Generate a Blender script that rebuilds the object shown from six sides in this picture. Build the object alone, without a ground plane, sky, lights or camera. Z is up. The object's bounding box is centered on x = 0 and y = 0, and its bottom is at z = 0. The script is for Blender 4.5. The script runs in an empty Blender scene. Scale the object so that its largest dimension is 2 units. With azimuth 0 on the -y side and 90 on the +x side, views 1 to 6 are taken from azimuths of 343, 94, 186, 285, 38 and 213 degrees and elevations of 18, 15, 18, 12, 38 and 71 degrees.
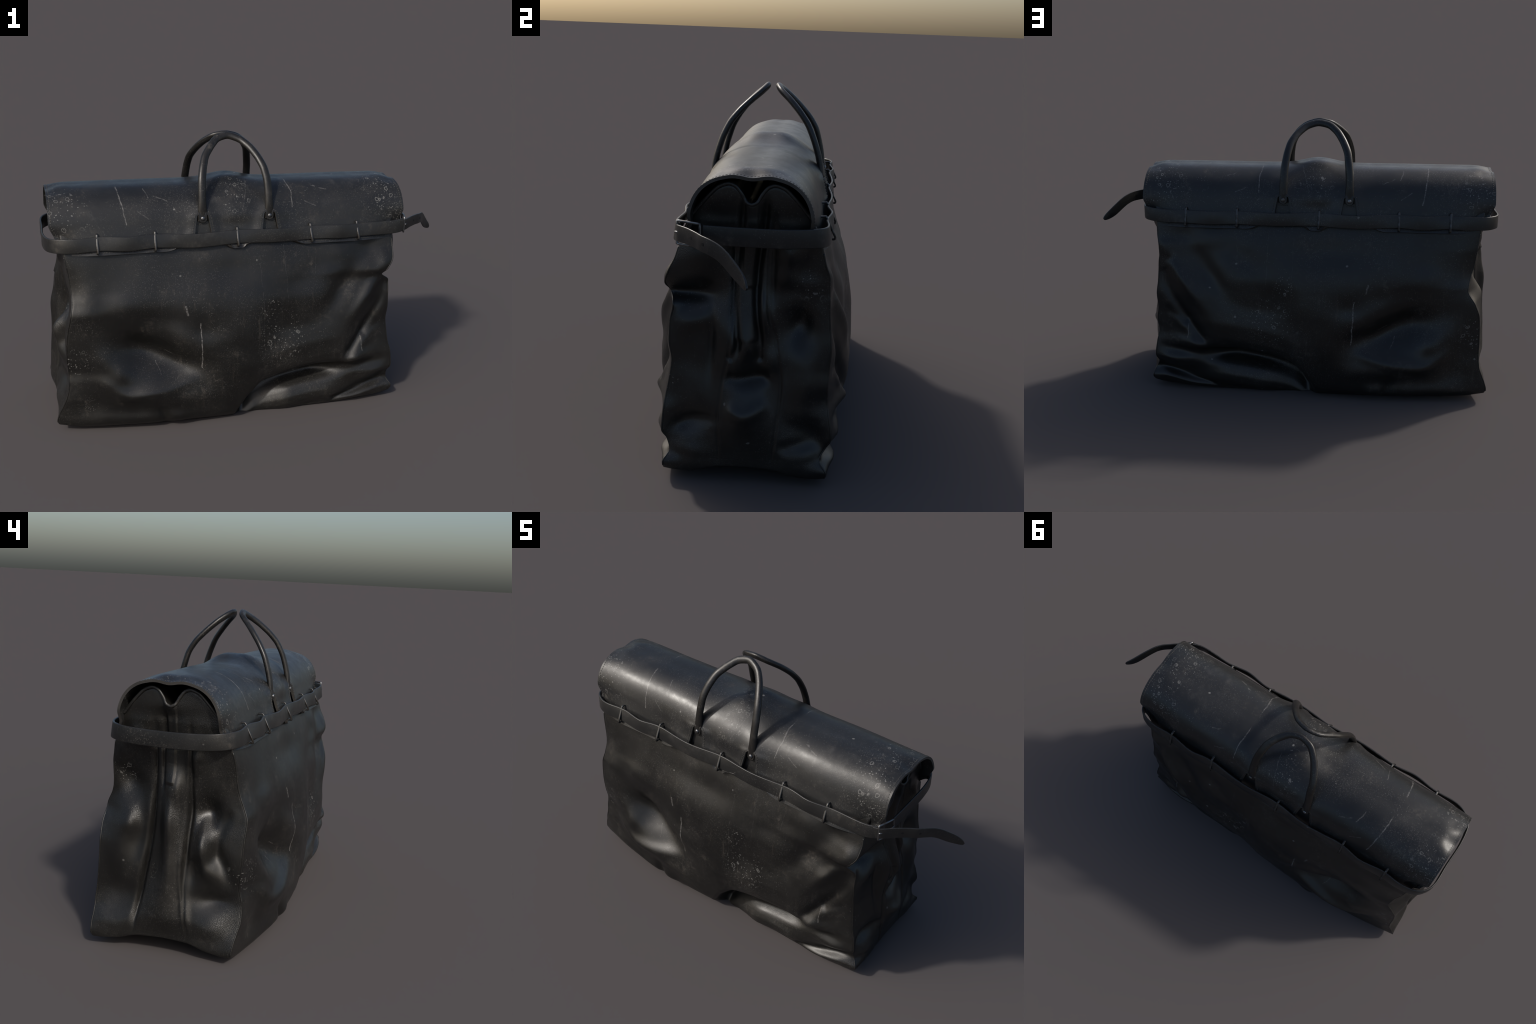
"""Old black leather travelling bag: sagging body, draped flap, belt with buckle, two arched handles."""
import bpy, bmesh, math, random
import numpy as np
from mathutils import Vector, Matrix

random.seed(7)
XC = -0.124                       # middle of the bag (the belt tail shifts the bounding box)

# ------------------------------------------------------------------ helpers
def curve(xs, ys):
    """smooth monotone-ish cubic through control points, callable on arrays"""
    xs = np.asarray(xs, float); ys = np.asarray(ys, float)
    h = np.diff(xs); d = np.diff(ys) / h
    m = np.empty_like(xs); m[0] = d[0]; m[-1] = d[-1]
    for i in range(1, len(xs) - 1):
        m[i] = 0 if d[i-1] * d[i] <= 0 else (h[i-1] + h[i]) * 2 / ((h[i-1] + 2*h[i]) / d[i-1] + (2*h[i-1] + h[i]) / d[i]) * 0.6667 + 0.0
        if d[i-1] * d[i] > 0:
            w1, w2 = 2*h[i] + h[i-1], h[i] + 2*h[i-1]
            m[i] = (w1 + w2) / (w1 / d[i-1] + w2 / d[i])
    def f(q):
        q = np.clip(np.asarray(q, float), xs[0], xs[-1])
        i = np.clip(np.searchsorted(xs, q, side='right') - 1, 0, len(xs) - 2)
        t = (q - xs[i]) / h[i]
        return ((2*t**3 - 3*t**2 + 1) * ys[i] + (t**3 - 2*t**2 + t) * h[i] * m[i]
                + (-2*t**3 + 3*t**2) * ys[i+1] + (t**3 - t**2) * h[i] * m[i+1])
    return f

def catmull(points, n):
    """n points along a smooth curve through control points, evenly spaced"""
    P = np.asarray(points, float)
    A = np.vstack([2*P[0] - P[1], P, 2*P[-1] - P[-2]])
    out = []
    for i in range(1, len(A) - 2):
        for t in np.linspace(0, 1, 24, endpoint=False):
            out.append(0.5 * ((2*A[i]) + (A[i+1] - A[i-1]) * t + (2*A[i-1] - 5*A[i] + 4*A[i+1] - A[i+2]) * t*t
                              + (3*A[i] - A[i-1] - 3*A[i+1] + A[i+2]) * t**3))
    out.append(P[-1]); out = np.array(out)
    s = np.concatenate([[0], np.cumsum(np.linalg.norm(np.diff(out, axis=0), axis=1))])
    q = np.linspace(0, s[-1], n)
    return np.stack([np.interp(q, s, out[:, k]) for k in range(out.shape[1])], 1)

def sstep(a, b, x):
    t = np.clip((x - a) / (b - a), 0, 1)
    return t * t * (3 - 2 * t)

def bump(x, z, x0, z0, sx, sz, ang=0.0):
    c, s = math.cos(math.radians(ang)), math.sin(math.radians(ang))
    u = ((x - x0) * c + (z - z0) * s) / sx
    v = (-(x - x0) * s + (z - z0) * c) / sz
    return np.exp(-u*u - v*v)

def polyline_field(x, z, pts):
    """signed distance to a polyline (positive = left of its direction, i.e. above if it runs +x)
    and the fraction along it"""
    best = np.full(np.shape(x), 1e9); sgn = np.zeros(np.shape(x)); frac = np.zeros(np.shape(x))
    P = np.asarray(pts, float)
    L = np.concatenate([[0], np.cumsum(np.linalg.norm(np.diff(P, axis=0), axis=1))])
    for i in range(len(P) - 1):
        a, b = P[i], P[i+1]; ab = b - a
        t = np.clip(((x - a[0]) * ab[0] + (z - a[1]) * ab[1]) / (ab @ ab), 0, 1)
        dx, dz = x - (a[0] + t*ab[0]), z - (a[1] + t*ab[1])
        d = np.hypot(dx, dz); m = d < best
        best = np.where(m, d, best)
        sgn = np.where(m, np.sign(ab[0]*dz - ab[1]*dx), sgn)
        frac = np.where(m, (L[i] + t*(L[i+1]-L[i])) / L[-1], frac)
    return best * sgn, frac

def fold(x, z, pts, depth, above, below, lift=0.0, taper=(0.15, 0.15)):
    """a crease along a polyline: groove of given depth, wider on one side, with a roll (lift) under it"""
    P = catmull(pts, 24)
    d, f = polyline_field(x, z, P)
    env = sstep(0, max(taper[0], 1e-4), f) * (1 - sstep(1 - taper[1], 1, f)) if taper else 1
    g = np.where(d > 0, np.exp(-(d / above)**2), np.exp(-(d / below)**2)) * depth
    r = np.where(d < 0, np.exp(-((d + 2.0*below) / (1.1*below))**2), 0) * lift
    return env * (r - g)

def ridge(x, z, pts, height, width):
    d, f = polyline_field(x, z, catmull(pts, 24))
    return height * np.exp(-(d / width)**2) * sstep(0, 0.2, f) * (1 - sstep(0.8, 1, f))

COLL = bpy.context.scene.collection
ROOT = bpy.data.objects.new("leather_travel_bag", None)
COLL.objects.link(ROOT)
ROOT["label"] = "worn black leather travelling bag with draped flap, belt and two handles"
ROOT["category"] = "bag"

def add_obj(name, mesh, mat=None, parent=ROOT):
    ob = bpy.data.objects.new(name, mesh)
    COLL.objects.link(ob); ob.parent = parent
    if mat is not None and not mesh.materials:
        mesh.materials.append(mat)
    return ob

def make_mesh(name, verts, faces, smooth=True):
    me = bpy.data.meshes.new(name)
    me.from_pydata([tuple(v) for v in verts], [], [tuple(f) for f in faces])
    me.validate(); me.update()
    if smooth:
        me.polygons.foreach_set("use_smooth", [True] * len(me.polygons))
    return me

def grid_faces(nu, nv, off=0):
    """faces of a grid stored row by row: index = off + j*nu + i"""
    return [(off + j*nu + i, off + j*nu + i + 1, off + (j+1)*nu + i + 1, off + (j+1)*nu + i)
            for j in range(nv - 1) for i in range(nu - 1)]

def sweep(path, section, up_hint=None, closed=False, scale=None, frames=None, cap=True):
    """sweep a closed 2-D section along a path; frames may give (side, up) per point"""
    P = np.asarray(path, float); n = len(P); S = np.asarray(section, float); k = len(S)
    T = np.gradient(P, axis=0)
    if closed:
        T = np.roll(P, -1, 0) - np.roll(P, 1, 0)
    T /= np.linalg.norm(T, axis=1)[:, None]
    V = []
    for i in range(n):
        if frames is not None:
            up = frames[i] - (frames[i] @ T[i]) * T[i]
        else:
            up = np.asarray(up_hint, float) - (np.asarray(up_hint, float) @ T[i]) * T[i]
        up /= np.linalg.norm(up); side = np.cross(T[i], up)
        sc = (1, 1) if scale is None else scale[i]
        for a, b in S:
            V.append(P[i] + side * a * sc[0] + up * b * sc[1])
    F = []
    m = n if closed else n - 1
    for i in range(m):
        i2 = (i + 1) % n
        for j in range(k):
            j2 = (j + 1) % k
            F.append((i*k + j, i*k + j2, i2*k + j2, i2*k + j))
    if not closed and cap:
        F.append(tuple(range(k))[::-1]); F.append(tuple((n-1)*k + j for j in range(k)))
    return V, F

def ellipse(a, b, n=14):
    return [(a*math.cos(2*math.pi*i/n), b*math.sin(2*math.pi*i/n)) for i in range(n)]

def rounded_rect(w, h, r, n=3):
    out = []
    for cx, cy, a0 in ((w/2-r, h/2-r, 0), (-w/2+r, h/2-r, 90), (-w/2+r, -h/2+r, 180), (w/2-r, -h/2+r, 270)):
        for i in range(n + 1):
            a = math.radians(a0 + 90*i/n)
            out.append((cx + r*math.cos(a), cy + r*math.sin(a)))
    return out

# ------------------------------------------------------------------ materials
class Nodes:
    def __init__(self, name):
        self.mat = bpy.data.materials.new(name); self.mat.use_nodes = True
        self.t = self.mat.node_tree; self.n = self.t.nodes; self.l = self.t.links
        self.bsdf = self.n["Principled BSDF"]
        self.co = self.n.new("ShaderNodeTexCoord").outputs["Object"]
    def put(self, sock, v):
        if hasattr(v, "is_output") or hasattr(v, "links"):
            self.l.new(v, sock)
        else:
            sock.default_value = v
    def math(self, op, a, b=0.0, c=0.0, clamp=False):
        n = self.n.new("ShaderNodeMath"); n.operation = op; n.use_clamp = clamp
        for s, v in zip(n.inputs, (a, b, c)): self.put(s, v)
        return n.outputs[0]
    def vmath(self, op, a, b=None, scale=None):
        n = self.n.new("ShaderNodeVectorMath"); n.operation = op
        self.put(n.inputs[0], a)
        if b is not None: self.put(n.inputs[1], b)
        if scale is not None: self.put(n.inputs["Scale"], scale)
        return n.outputs["Value"] if op in ("DOT_PRODUCT", "LENGTH", "DISTANCE") else n.outputs[0]
    def mapping(self, v, scale=(1, 1, 1), rot=(0, 0, 0), loc=(0, 0, 0)):
        n = self.n.new("ShaderNodeMapping"); self.put(n.inputs[0], v)
        n.inputs["Scale"].default_value = scale; n.inputs["Rotation"].default_value = rot
        n.inputs["Location"].default_value = loc
        return n.outputs[0]
    def noise(self, v, scale, detail=4, rough=0.55, dist=0.0, color=False):
        n = self.n.new("ShaderNodeTexNoise"); self.put(n.inputs["Vector"], v)
        n.inputs["Scale"].default_value = scale; n.inputs["Detail"].default_value = detail
        n.inputs["Roughness"].default_value = rough; n.inputs["Distortion"].default_value = dist
        return n.outputs["Color" if color else "Fac"]
    def voronoi(self, v, scale, feature='F1', out="Distance", rnd=1.0):
        n = self.n.new("ShaderNodeTexVoronoi"); self.put(n.inputs["Vector"], v); n.feature = feature
        n.inputs["Scale"].default_value = scale; n.inputs["Randomness"].default_value = rnd
        return n.outputs[out]
    def ramp(self, f, lo, hi, a=0.0, b=1.0):
        n = self.n.new("ShaderNodeMapRange"); n.interpolation_type = 'SMOOTHSTEP'
        self.put(n.inputs[0], f)
        for i, v in zip((1, 2, 3, 4), (lo, hi, a, b)): n.inputs[i].default_value = v
        return n.outputs[0]
    def mix(self, f, a, b):
        n = self.n.new("ShaderNodeMix"); n.data_type = 'RGBA'
        self.put(n.inputs[0], f); self.put(n.inputs[6], a); self.put(n.inputs[7], b)
        return n.outputs[2]
    def bump(self, h, strength, dist, normal=None):
        n = self.n.new("ShaderNodeBump"); n.inputs["Strength"].default_value = strength
        n.inputs["Distance"].default_value = dist; self.put(n.inputs["Height"], h)
        if normal is not None: self.l.new(normal, n.inputs["Normal"])
        return n.outputs[0]
    def scratch(self, v, a, b, width):
        """soft mask of a straight scratch between two points"""
        a, b = Vector(a), Vector(b); ab = b - a
        d = self.vmath("SUBTRACT", v, tuple(a))
        t = self.math("DIVIDE", self.vmath("DOT_PRODUCT", d, tuple(ab)), ab.length_squared, clamp=True)
        n = self.n.new("ShaderNodeVectorMath"); n.operation = "SCALE"
        n.inputs[0].default_value = tuple(ab); self.l.new(t, n.inputs["Scale"])
        dist = self.vmath("LENGTH", self.vmath("SUBTRACT", d, n.outputs[0]))
        return self.ramp(dist, width*0.3, width, 1.0, 0.0)

def leather(name, base=(0.0074, 0.0071, 0.0066), tan=(0.030, 0.026, 0.022), wear=0.6, speck=1.0, streak=0.4,
            rough=(0.30, 0.42), grain=0.14, scratches=(), patches=(), end_wall=False, scuff=0.25):
    m = Nodes(name)
    sx = m.n.new("ShaderNodeSeparateXYZ"); m.l.new(m.co, sx.inputs[0])
    cb = m.n.new("ShaderNodeCombineXYZ")
    m.l.new(sx.outputs[2], cb.inputs[2])          # seen flat on: x-z on the long sides, y-z on the ends
    m.l.new(sx.outputs[1 if end_wall else 0], cb.inputs[1 if end_wall else 0])
    sym = cb.outputs[0]
    warp = m.vmath("ADD", m.co, m.vmath("SCALE", m.noise(m.co, 6, 2, color=True), scale=0.05))
    big = m.noise(m.co, 2.3, 4)
    mid = m.noise(m.co, 9, 6, 0.62)
    fine = m.noise(m.co, 60, 4, 0.6)
    col = m.mix(m.ramp(big, 0.35, 0.68, 0, 1), (*base, 1), (base[0]*1.7, base[1]*1.68, base[2]*1.62, 1))
    # rubbed, brownish grey patches made of fine grain
    rub = m.math("MULTIPLY", m.ramp(mid, 0.52, 0.78), m.ramp(fine, 0.42, 0.72))
    col = m.mix(m.math("MULTIPLY", rub, wear), col, (*[c*2.2 for c in tan], 1))
    # vertical rain streaks
    st = m.noise(m.mapping(m.co, (70, 70, 3.0)), 1.0, 4, 0.6)
    stm = m.math("MULTIPLY", m.ramp(st, 0.55, 0.8), m.ramp(m.noise(m.co, 4.0, 3), 0.45, 0.7))
    col = m.mix(m.math("MULTIPLY", stm, streak), col, (0.060, 0.051, 0.042, 1))
    # pale specks gathered in drifts
    sp = m.voronoi(warp, 150)
    keep = m.voronoi(warp, 150, out="Color")
    drift = m.ramp(m.noise(m.co, 5.5, 5, 0.65), 0.46, 0.72)
    spm = m.math("MULTIPLY", m.ramp(sp, 0.10, 0.30, 1, 0), m.math("GREATER_THAN", keep, 0.60))
    spm = m.math("MULTIPLY", spm, drift)
    col = m.mix(m.math("MULTIPLY", spm, 0.55*speck, clamp=True), col, (0.19, 0.184, 0.172, 1))
    dn = m.noise(m.co, 210, 3, 0.7)
    dust = m.math("MULTIPLY", m.ramp(dn, 0.56, 0.72), m.ramp(m.noise(m.co, 3.7, 6, 0.68), 0.38, 0.66))
    col = m.mix(m.math("MULTIPLY", dust, 0.6*speck, clamp=True), col, (0.120, 0.114, 0.104, 1))
    # few larger spots and ring stains
    v2 = m.voronoi(warp, 24); k2 = m.voronoi(warp, 24, out="Color")
    spot = m.math("MULTIPLY", m.ramp(v2, 0.09, 0.16, 1, 0), m.math("GREATER_THAN", k2, 0.87))
    col = m.mix(m.math("MULTIPLY", spot, 0.5*speck), col, (0.17, 0.165, 0.155, 1))
    warp2 = m.vmath("ADD", m.co, m.vmath("SCALE", m.noise(m.co, 40, 2, color=True), scale=0.02))
    v3 = m.voronoi(warp2, 30); k3 = m.voronoi(warp2, 30, out="Color")
    ring = m.math("MULTIPLY", m.ramp(m.math("ABSOLUTE", m.math("SUBTRACT", v3, 0.25)), 0.02, 0.07, 1, 0),
                  m.math("GREATER_THAN", k3, 0.62))
    near = None
    for c, r in patches:
        d = m.math("ADD", m.vmath("DISTANCE", sym, c), m.math("MULTIPLY", m.math("SUBTRACT", m.noise(m.co, 14, 3), 0.5), 0.9*r))
        p = m.ramp(d, r*0.2, r, 1, 0)
        near = p if near is None else m.math("MAXIMUM", near, p)
    if near is not None:
        col = m.mix(m.math("MULTIPLY", m.math("MULTIPLY", ring, near), 0.8), col, (0.16, 0.155, 0.145, 1))
        v4 = m.voronoi(warp2, 105); k4 = m.voronoi(warp2, 105, out="Color")
        dots = m.math("MULTIPLY", m.ramp(v4, 0.16, 0.32, 1, 0), m.math("GREATER_THAN", k4, 0.55))
        col = m.mix(m.math("MULTIPLY", m.math("MULTIPLY", dots, near), 0.95), col, (0.18, 0.175, 0.165, 1))
    # pale mottled scuffs
    mot = m.math("MULTIPLY", m.ramp(m.noise(m.co, 13, 7, 0.75, 0.4), 0.52, 0.74), m.ramp(m.noise(m.co, 2.1, 3), 0.44, 0.64))
    col = m.mix(m.math("MULTIPLY", mot, scuff), col, (0.060, 0.058, 0.055, 1))
    # long scratches
    wob = m.vmath("ADD", sym, m.vmath("SCALE", m.vmath("SUBTRACT", m.noise(m.co, 25, 2, color=True), (0.5, 0.5, 0.5)), scale=0.012))
    brk = m.ramp(m.noise(m.co, 130, 3), 0.36, 0.6, 0.25, 1)
    for a, b, w, s in scratches:
        col = m.mix(m.math("MULTIPLY", m.math("MULTIPLY", m.scratch(wob, a, b, w), brk), s), col, (0.20, 0.19, 0.18, 1))
    m.l.new(col, m.bsdf.inputs["Base Color"])
    r = m.math("ADD", m.ramp(mid, 0.3, 0.75, rough[0], rough[1]), m.math("MULTIPLY", fine, 0.08))
    m.l.new(r, m.bsdf.inputs["Roughness"])
    m.bsdf.inputs["Specular IOR Level"].default_value = 0.5
    g = m.voronoi(m.co, 210, 'DISTANCE_TO_EDGE')
    h = m.math("ADD", m.ramp(g, 0.0, 0.25), m.math("MULTIPLY", m.noise(m.co, 320, 3), 0.5))
    gz = m.ramp(m.noise(m.co, 4.3, 3), 0.46, 0.62, 0.12, 1.0)
    b1 = m.bump(m.math("MULTIPLY", h, gz), grain, 0.0016)
    b2 = m.bump(m.noise(m.co, 22, 4, 0.5), 0.16, 0.004, b1)
    m.l.new(b2, m.bsdf.inputs["Normal"])
    return m.mat

def flat(a, b, w, s):
    return ((a[0], 0, a[1]), (b[0], 0, b[1]), w, s)
BODY_SCR = [flat((-0.318, 0.512), (-0.308, 0.29), 0.0036, 0.8), flat((-0.385, 0.595), (-0.375, 0.555), 0.006, 0.5),
            flat((0.50, 0.37), (0.505, 0.29), 0.003, 0.5), flat((-0.52, 0.32), (-0.50, 0.27), 0.003, 0.35),
            flat((-0.48, 0.375), (-0.44, 0.355), 0.0025, 0.35), flat((0.10, 0.86), (0.11, 0.58), 0.0020, 0.14),
            flat((-0.02, 0.80), (-0.01, 0.44), 0.0020, 0.12), flat((0.26, 0.80), (0.255, 0.70), 0.002, 0.12)]
BODY_PATCH = [((0.08, 0, 0.40), 0.17), ((-0.90, 0, 0.35), 0.10), ((0.02, 0, 0.56), 0.08)]
FLAP_SCR = [flat((-0.662, 1.108), (-0.650, 1.055), 0.0040, 0.65), flat((-0.650, 1.055), (-0.633, 0.965), 0.0040, 0.7),
            flat((0.150, 1.109), (0.160, 1.075), 0.0036, 0.6), flat((0.160, 1.075), (0.154, 1.010), 0.0034, 0.65),
            flat((-0.54, 1.10), (-0.525, 1.07), 0.003, 0.45), flat((-0.50, 1.075), (-0.44, 1.055), 0.0022, 0.5),
            flat((0.27, 1.09), (0.34, 1.075), 0.0022, 0.4), flat((-0.58, 1.02), (-0.53, 0.985), 0.003, 0.35),
            flat((0.22, 1.03), (0.27, 1.01), 0.003, 0.35), flat((-0.05, 1.12), (-0.09, 1.02), 0.0022, 0.35)]
FLAP_PATCH = [((-0.124, 0, 1.07), 0.11), ((0.62, 0, 1.055), 0.15), ((-0.90, 0, 1.02), 0.14), ((0.67, 0, 0.99), 0.07)]

MAT_BODY = leather("panel_leather", wear=0.8, speck=1.25, streak=0.9, scratches=BODY_SCR, patches=BODY_PATCH)
MAT_GUSSET = leather("gusset_leather", wear=0.5, speck=0.9, streak=0.15, grain=0.30, rough=(0.29, 0.40), end_wall=True,
                     patches=[((0, 0.2, 0.72), 0.07), ((0, -0.27, 0.36), 0.05)])
MAT_FLAP = leather("flap_leather", base=(0.0108, 0.0109, 0.0112), wear=1.0, speck=2.0, streak=0.0, scratches=FLAP_SCR, patches=FLAP_PATCH, grain=0.08, scuff=0.6)
MAT_RIM = leather("leather_cut_edge", base=(0.028, 0.026, 0.024), wear=1.0, speck=0.8, streak=0.0, rough=(0.45, 0.6))
MAT_STRAP = leather("strap_leather", base=(0.0115, 0.0115, 0.0115), wear=1.0, speck=1.2, streak=0.0, grain=0.12, scuff=0.55)
MAT_HANDLE = leather("handle_leather", base=(0.0085, 0.0078, 0.0072), wear=1.0, speck=1.4, streak=0.0, grain=0.12, rough=(0.28, 0.42), scuff=0.7)
MAT_THREAD = leather("waxed_thread", base=(0.035, 0.033, 0.030), wear=1.0, speck=0.3, streak=0.0, rough=(0.5, 0.65))

def metal(name, col, rough):
    m = Nodes(name)
    n = m.noise(m.co, 35, 5)
    m.l.new(m.mix(m.ramp(n, 0.45, 0.7), (*col, 1), (col[0]*0.45, col[1]*0.4, col[2]*0.36, 1)), m.bsdf.inputs["Base Color"])
    m.l.new(m.ramp(n, 0.3, 0.7, rough, rough + 0.2), m.bsdf.inputs["Roughness"])
    m.bsdf.inputs["Metallic"].default_value = 1.0
    m.l.new(m.bump(m.noise(m.co, 90, 3), 0.2, 0.001), m.bsdf.inputs["Normal"])
    return m.mat
MAT_STEEL = metal("tarnished_steel", (0.22, 0.225, 0.23), 0.34)
MAT_IRON = metal("dark_wire", (0.105, 0.104, 0.102), 0.42)

# ------------------------------------------------------------------ body
NX, NY, NZ = 260, 120, 170
ZTOP = 0.935
# corner seams: x and |y| against height, one set per corner (they wander as the leather buckles)
Z_ = [0.0, 0.03, 0.06, 0.10, 0.14, 0.18, 0.25, 0.31, 0.37, 0.43, 0.50, 0.57, 0.63, 0.67, 0.70, 0.75, 0.80, 0.86, 0.94]
corner = {
 ('R', -1): (curve(Z_, [.655, .690, .698, .676, .672, .686, .680, .664, .656, .650, .652, .650, .650, .606, .630, .660, .664, .660, .668]),
             curve(Z_, [.255, .284, .288, .266, .276, .294, .290, .282, .272, .266, .276, .274, .264, .280, .296, .280, .256, .238, .206])),
 ('R',  1): (curve(Z_, [.655, .692, .702, .684, .668, .680, .672, .660, .668, .660, .664, .656, .652, .650, .646, .648, .656, .660, .668]),
             curve(Z_, [.255, .286, .290, .264, .284, .302, .292, .282, .280, .282, .286, .280, .274, .272, .270, .268, .252, .238, .206])),
 ('L', -1): (curve(Z_, [-.925, -.968, -.978, -.968, -.950, -.935, -.920, -.920, -.926, -.925, -.918, -.904, -.894, -.893, -.896, -.902, -.910, -.920, -.930]),
             curve(Z_, [.258, .280, .286, .292, .300, .308, .306, .294, .298, .302, .304, .308, .288, .272, .264, .258, .252, .238, .206])),
 ('L',  1): (curve(Z_, [-.925, -.965, -.976, -.966, -.950, -.936, -.930, -.930, -.928, -.924, -.900, -.862, -.872, -.884, -.890, -.896, -.902, -.912, -.930]),
             curve(Z_, [.268, .300, .308, .310, .308, .308, .302, .298, .296, .296, .298, .292, .266, .256, .254, .254, .248, .238, .206])),
}
zb_x = curve([-0.98, -0.93, -0.85, -0.7, -0.5, -0.25, 0.2, 0.45, 0.6, 0.70], [.048, .038, .020, .008, 0, 0, .002, .004, .014, .038])
zb_y = curve([0, 0.35, 0.65, 0.9, 1], [.070, .064, .042, .036, .038])
# top of the end wall: two humps with a notch between (folded mouth)
m_top = curve([0, .07, .17, .26, .36, .50, .66, .82, .93, 1], [.996, 1.002, 1.034, 1.056, 1.063, 1.054, 1.024, .985, .956, ZTOP])
half_w = curve([0, .93, .96, .99, 1.03, 1.056, 1.07, 1.1], [.206, .206, .196, .176, .158, .150, .150, .150])

mid_y = curve([0, .02, .05, .12, .2, .30, .42, .55, .69, .78, .85, .94], [.300, .325, .345, .358, .366, .376, .374, .352, .308, .272, .243, .212])

def panel_out(u, x, z):
    """extra outward relief of the big side panels"""
    h = np.zeros_like(x)
    # slanting hollow on the -x half, a scooped shelf below it ending in a sharp V crest
    h -= 0.096 * bump(x, z, -0.575, 0.388, 0.170, 0.092, -18)
    h -= 0.034 * bump(x, z, -0.40, 0.315, 0.13, 0.06, -12)
    h -= 0.022 * bump(x, z, -0.52, 0.53, 0.19, 0.07, -6)
    h += 0.010 * bump(x, z, -0.67, 0.62, 0.08, 0.05)
    h -= 0.012 * bump(x, z, -0.30, 0.47, 0.08, 0.05)
    h += 0.012 * bump(x, z, -0.69, 0.30, 0.05, 0.05)
    h -= 0.010 * bump(x, z, -0.43, 0.255, 0.09, 0.05)
    h += 0.016 * bump(x, z, -0.84, 0.62, 0.06, 0.10)
    h += 0.026 * bump(x, z, -0.56, 0.175, 0.20, 0.060, -5)
    h += ridge(x, z, [(-0.82, 0.300), (-0.74, 0.235), (-0.66, 0.188), (-0.55, 0.200), (-0.43, 0.222), (-0.30, 0.255)], 0.014, 0.030)
    h += 0.016 * bump(x, z, -0.76, 0.36, 0.08, 0.08, 10)
    h -= 0.016 * bump(x, z, -0.80, 0.16, 0.08, 0.06)
    h += 0.010 * bump(x, z, -0.35, 0.14, 0.12, 0.06, 0)
    h += 0.024 * bump(x, z, -0.56, 0.05, 0.26, 0.05)
    h -= 0.016 * bump(x, z, -0.49, 0.065, 0.022, 0.05, 20)
    h += 0.010 * bump(x, z, -0.42, 0.05, 0.05, 0.04)
    h -= 0.012 * bump(x, z, -0.22, 0.73, 0.22, 0.06)
    h -= 0.010 * bump(x, z, 0.14, 0.54, 0.12, 0.07, 20)
    # flange and small rolls in the low +x corner
    h += fold(x, z, [(0.36, 0.015), (0.40, 0.040), (0.48, 0.062), (0.58, 0.090), (0.68, 0.120)], 0.030, 0.030, 0.014, 0.010, (0.06, 0.03))
    h += 0.020 * bump(x, z, 0.60, 0.160, 0.09, 0.030, 14)
    h -= 0.022 * bump(x, z, 0.55, 0.215, 0.11, 0.026, 8)
    h += 0.018 * bump(x, z, 0.47, 0.260, 0.09, 0.028, 10)
    # slanting crease running down from the pinched +x corner, with a bright ridge above it
    h += 0.034 * bump(x, z, 0.555, 0.625, 0.19, 0.034, 52)
    h -= 0.022 * bump(x, z, 0.38, 0.60, 0.20, 0.050, 52)
    h += fold(x, z, [(0.38, 0.245), (0.43, 0.290), (0.51, 0.395), (0.57, 0.480), (0.615, 0.560), (0.645, 0.640)], 0.026, 0.030, 0.022, 0.006, (0.15, 0.05))
    h -= fold(x, z, [(0.50, 0.355), (0.56, 0.40), (0.63, 0.43)], -0.012, 0.03, 0.02, 0.0, (0.2, 0.2))
    h += 0.014 * bump(x, z, 0.62, 0.745, 0.035, 0.035, 40)
    h -= 0.016 * bump(x, z, 0.605, 0.685, 0.03, 0.022, 30)
    h -= 0.012 * bump(x, z, 0.22, 0.70, 0.12, 0.06, 30)
    h -= 0.008 * bump(x, z, 0.54, 0.80, 0.06, 0.05)
    h += 0.012 * bump(x, z, 0.38, 0.80, 0.08, 0.05)
    # broad softness
    h += 0.004 * np.sin(7.0*x + 2.0) * np.sin(9.0*z + 0.6)
    h += 0.0025 * np.sin(17*x + 5*z) * np.sin(13*z - 6*x)
    return h

# undercut with a floppy roll lying on the floor (+x half): outline of the wall there, against height above the crease
roll_prof = curve([-.16, -.137, -.115, -.087, -.055, -.027, 0, .016, .030, .044, .058, .074, .095, .13, .19, .245, .31, .38, .45],
                  [.250, .266, .281, .285, .274, .256, .240, .236, .240, .262, .298, .330, .350, .359, .360, .348, .328, .312, .298])
crease_z = curve([-.16, -.12, -.08, -.02, .07, .15, .24, .34, .50, .70], [-.02, .02, .060, .105, .137, .155, .170, .180, .188, .195])

def add_roll(X, Y, Z):
    left = sstep(-0.145, -0.085 + 0.5 * np.clip(Z - 0.12, 0, 0.30), X - 0.5 * np.clip(Z - 0.04, 0, 0.12))
    w = left * sstep(0.52, 0.24, X) * sstep(0.62, 0.42, Z)
    q = Z - crease_z(X)
    target = roll_prof(q) + 0.042 * sstep(-0.03, 0.15, X) * sstep(0.01, -0.04, q)
    return Y + (target - Y) * w

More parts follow.
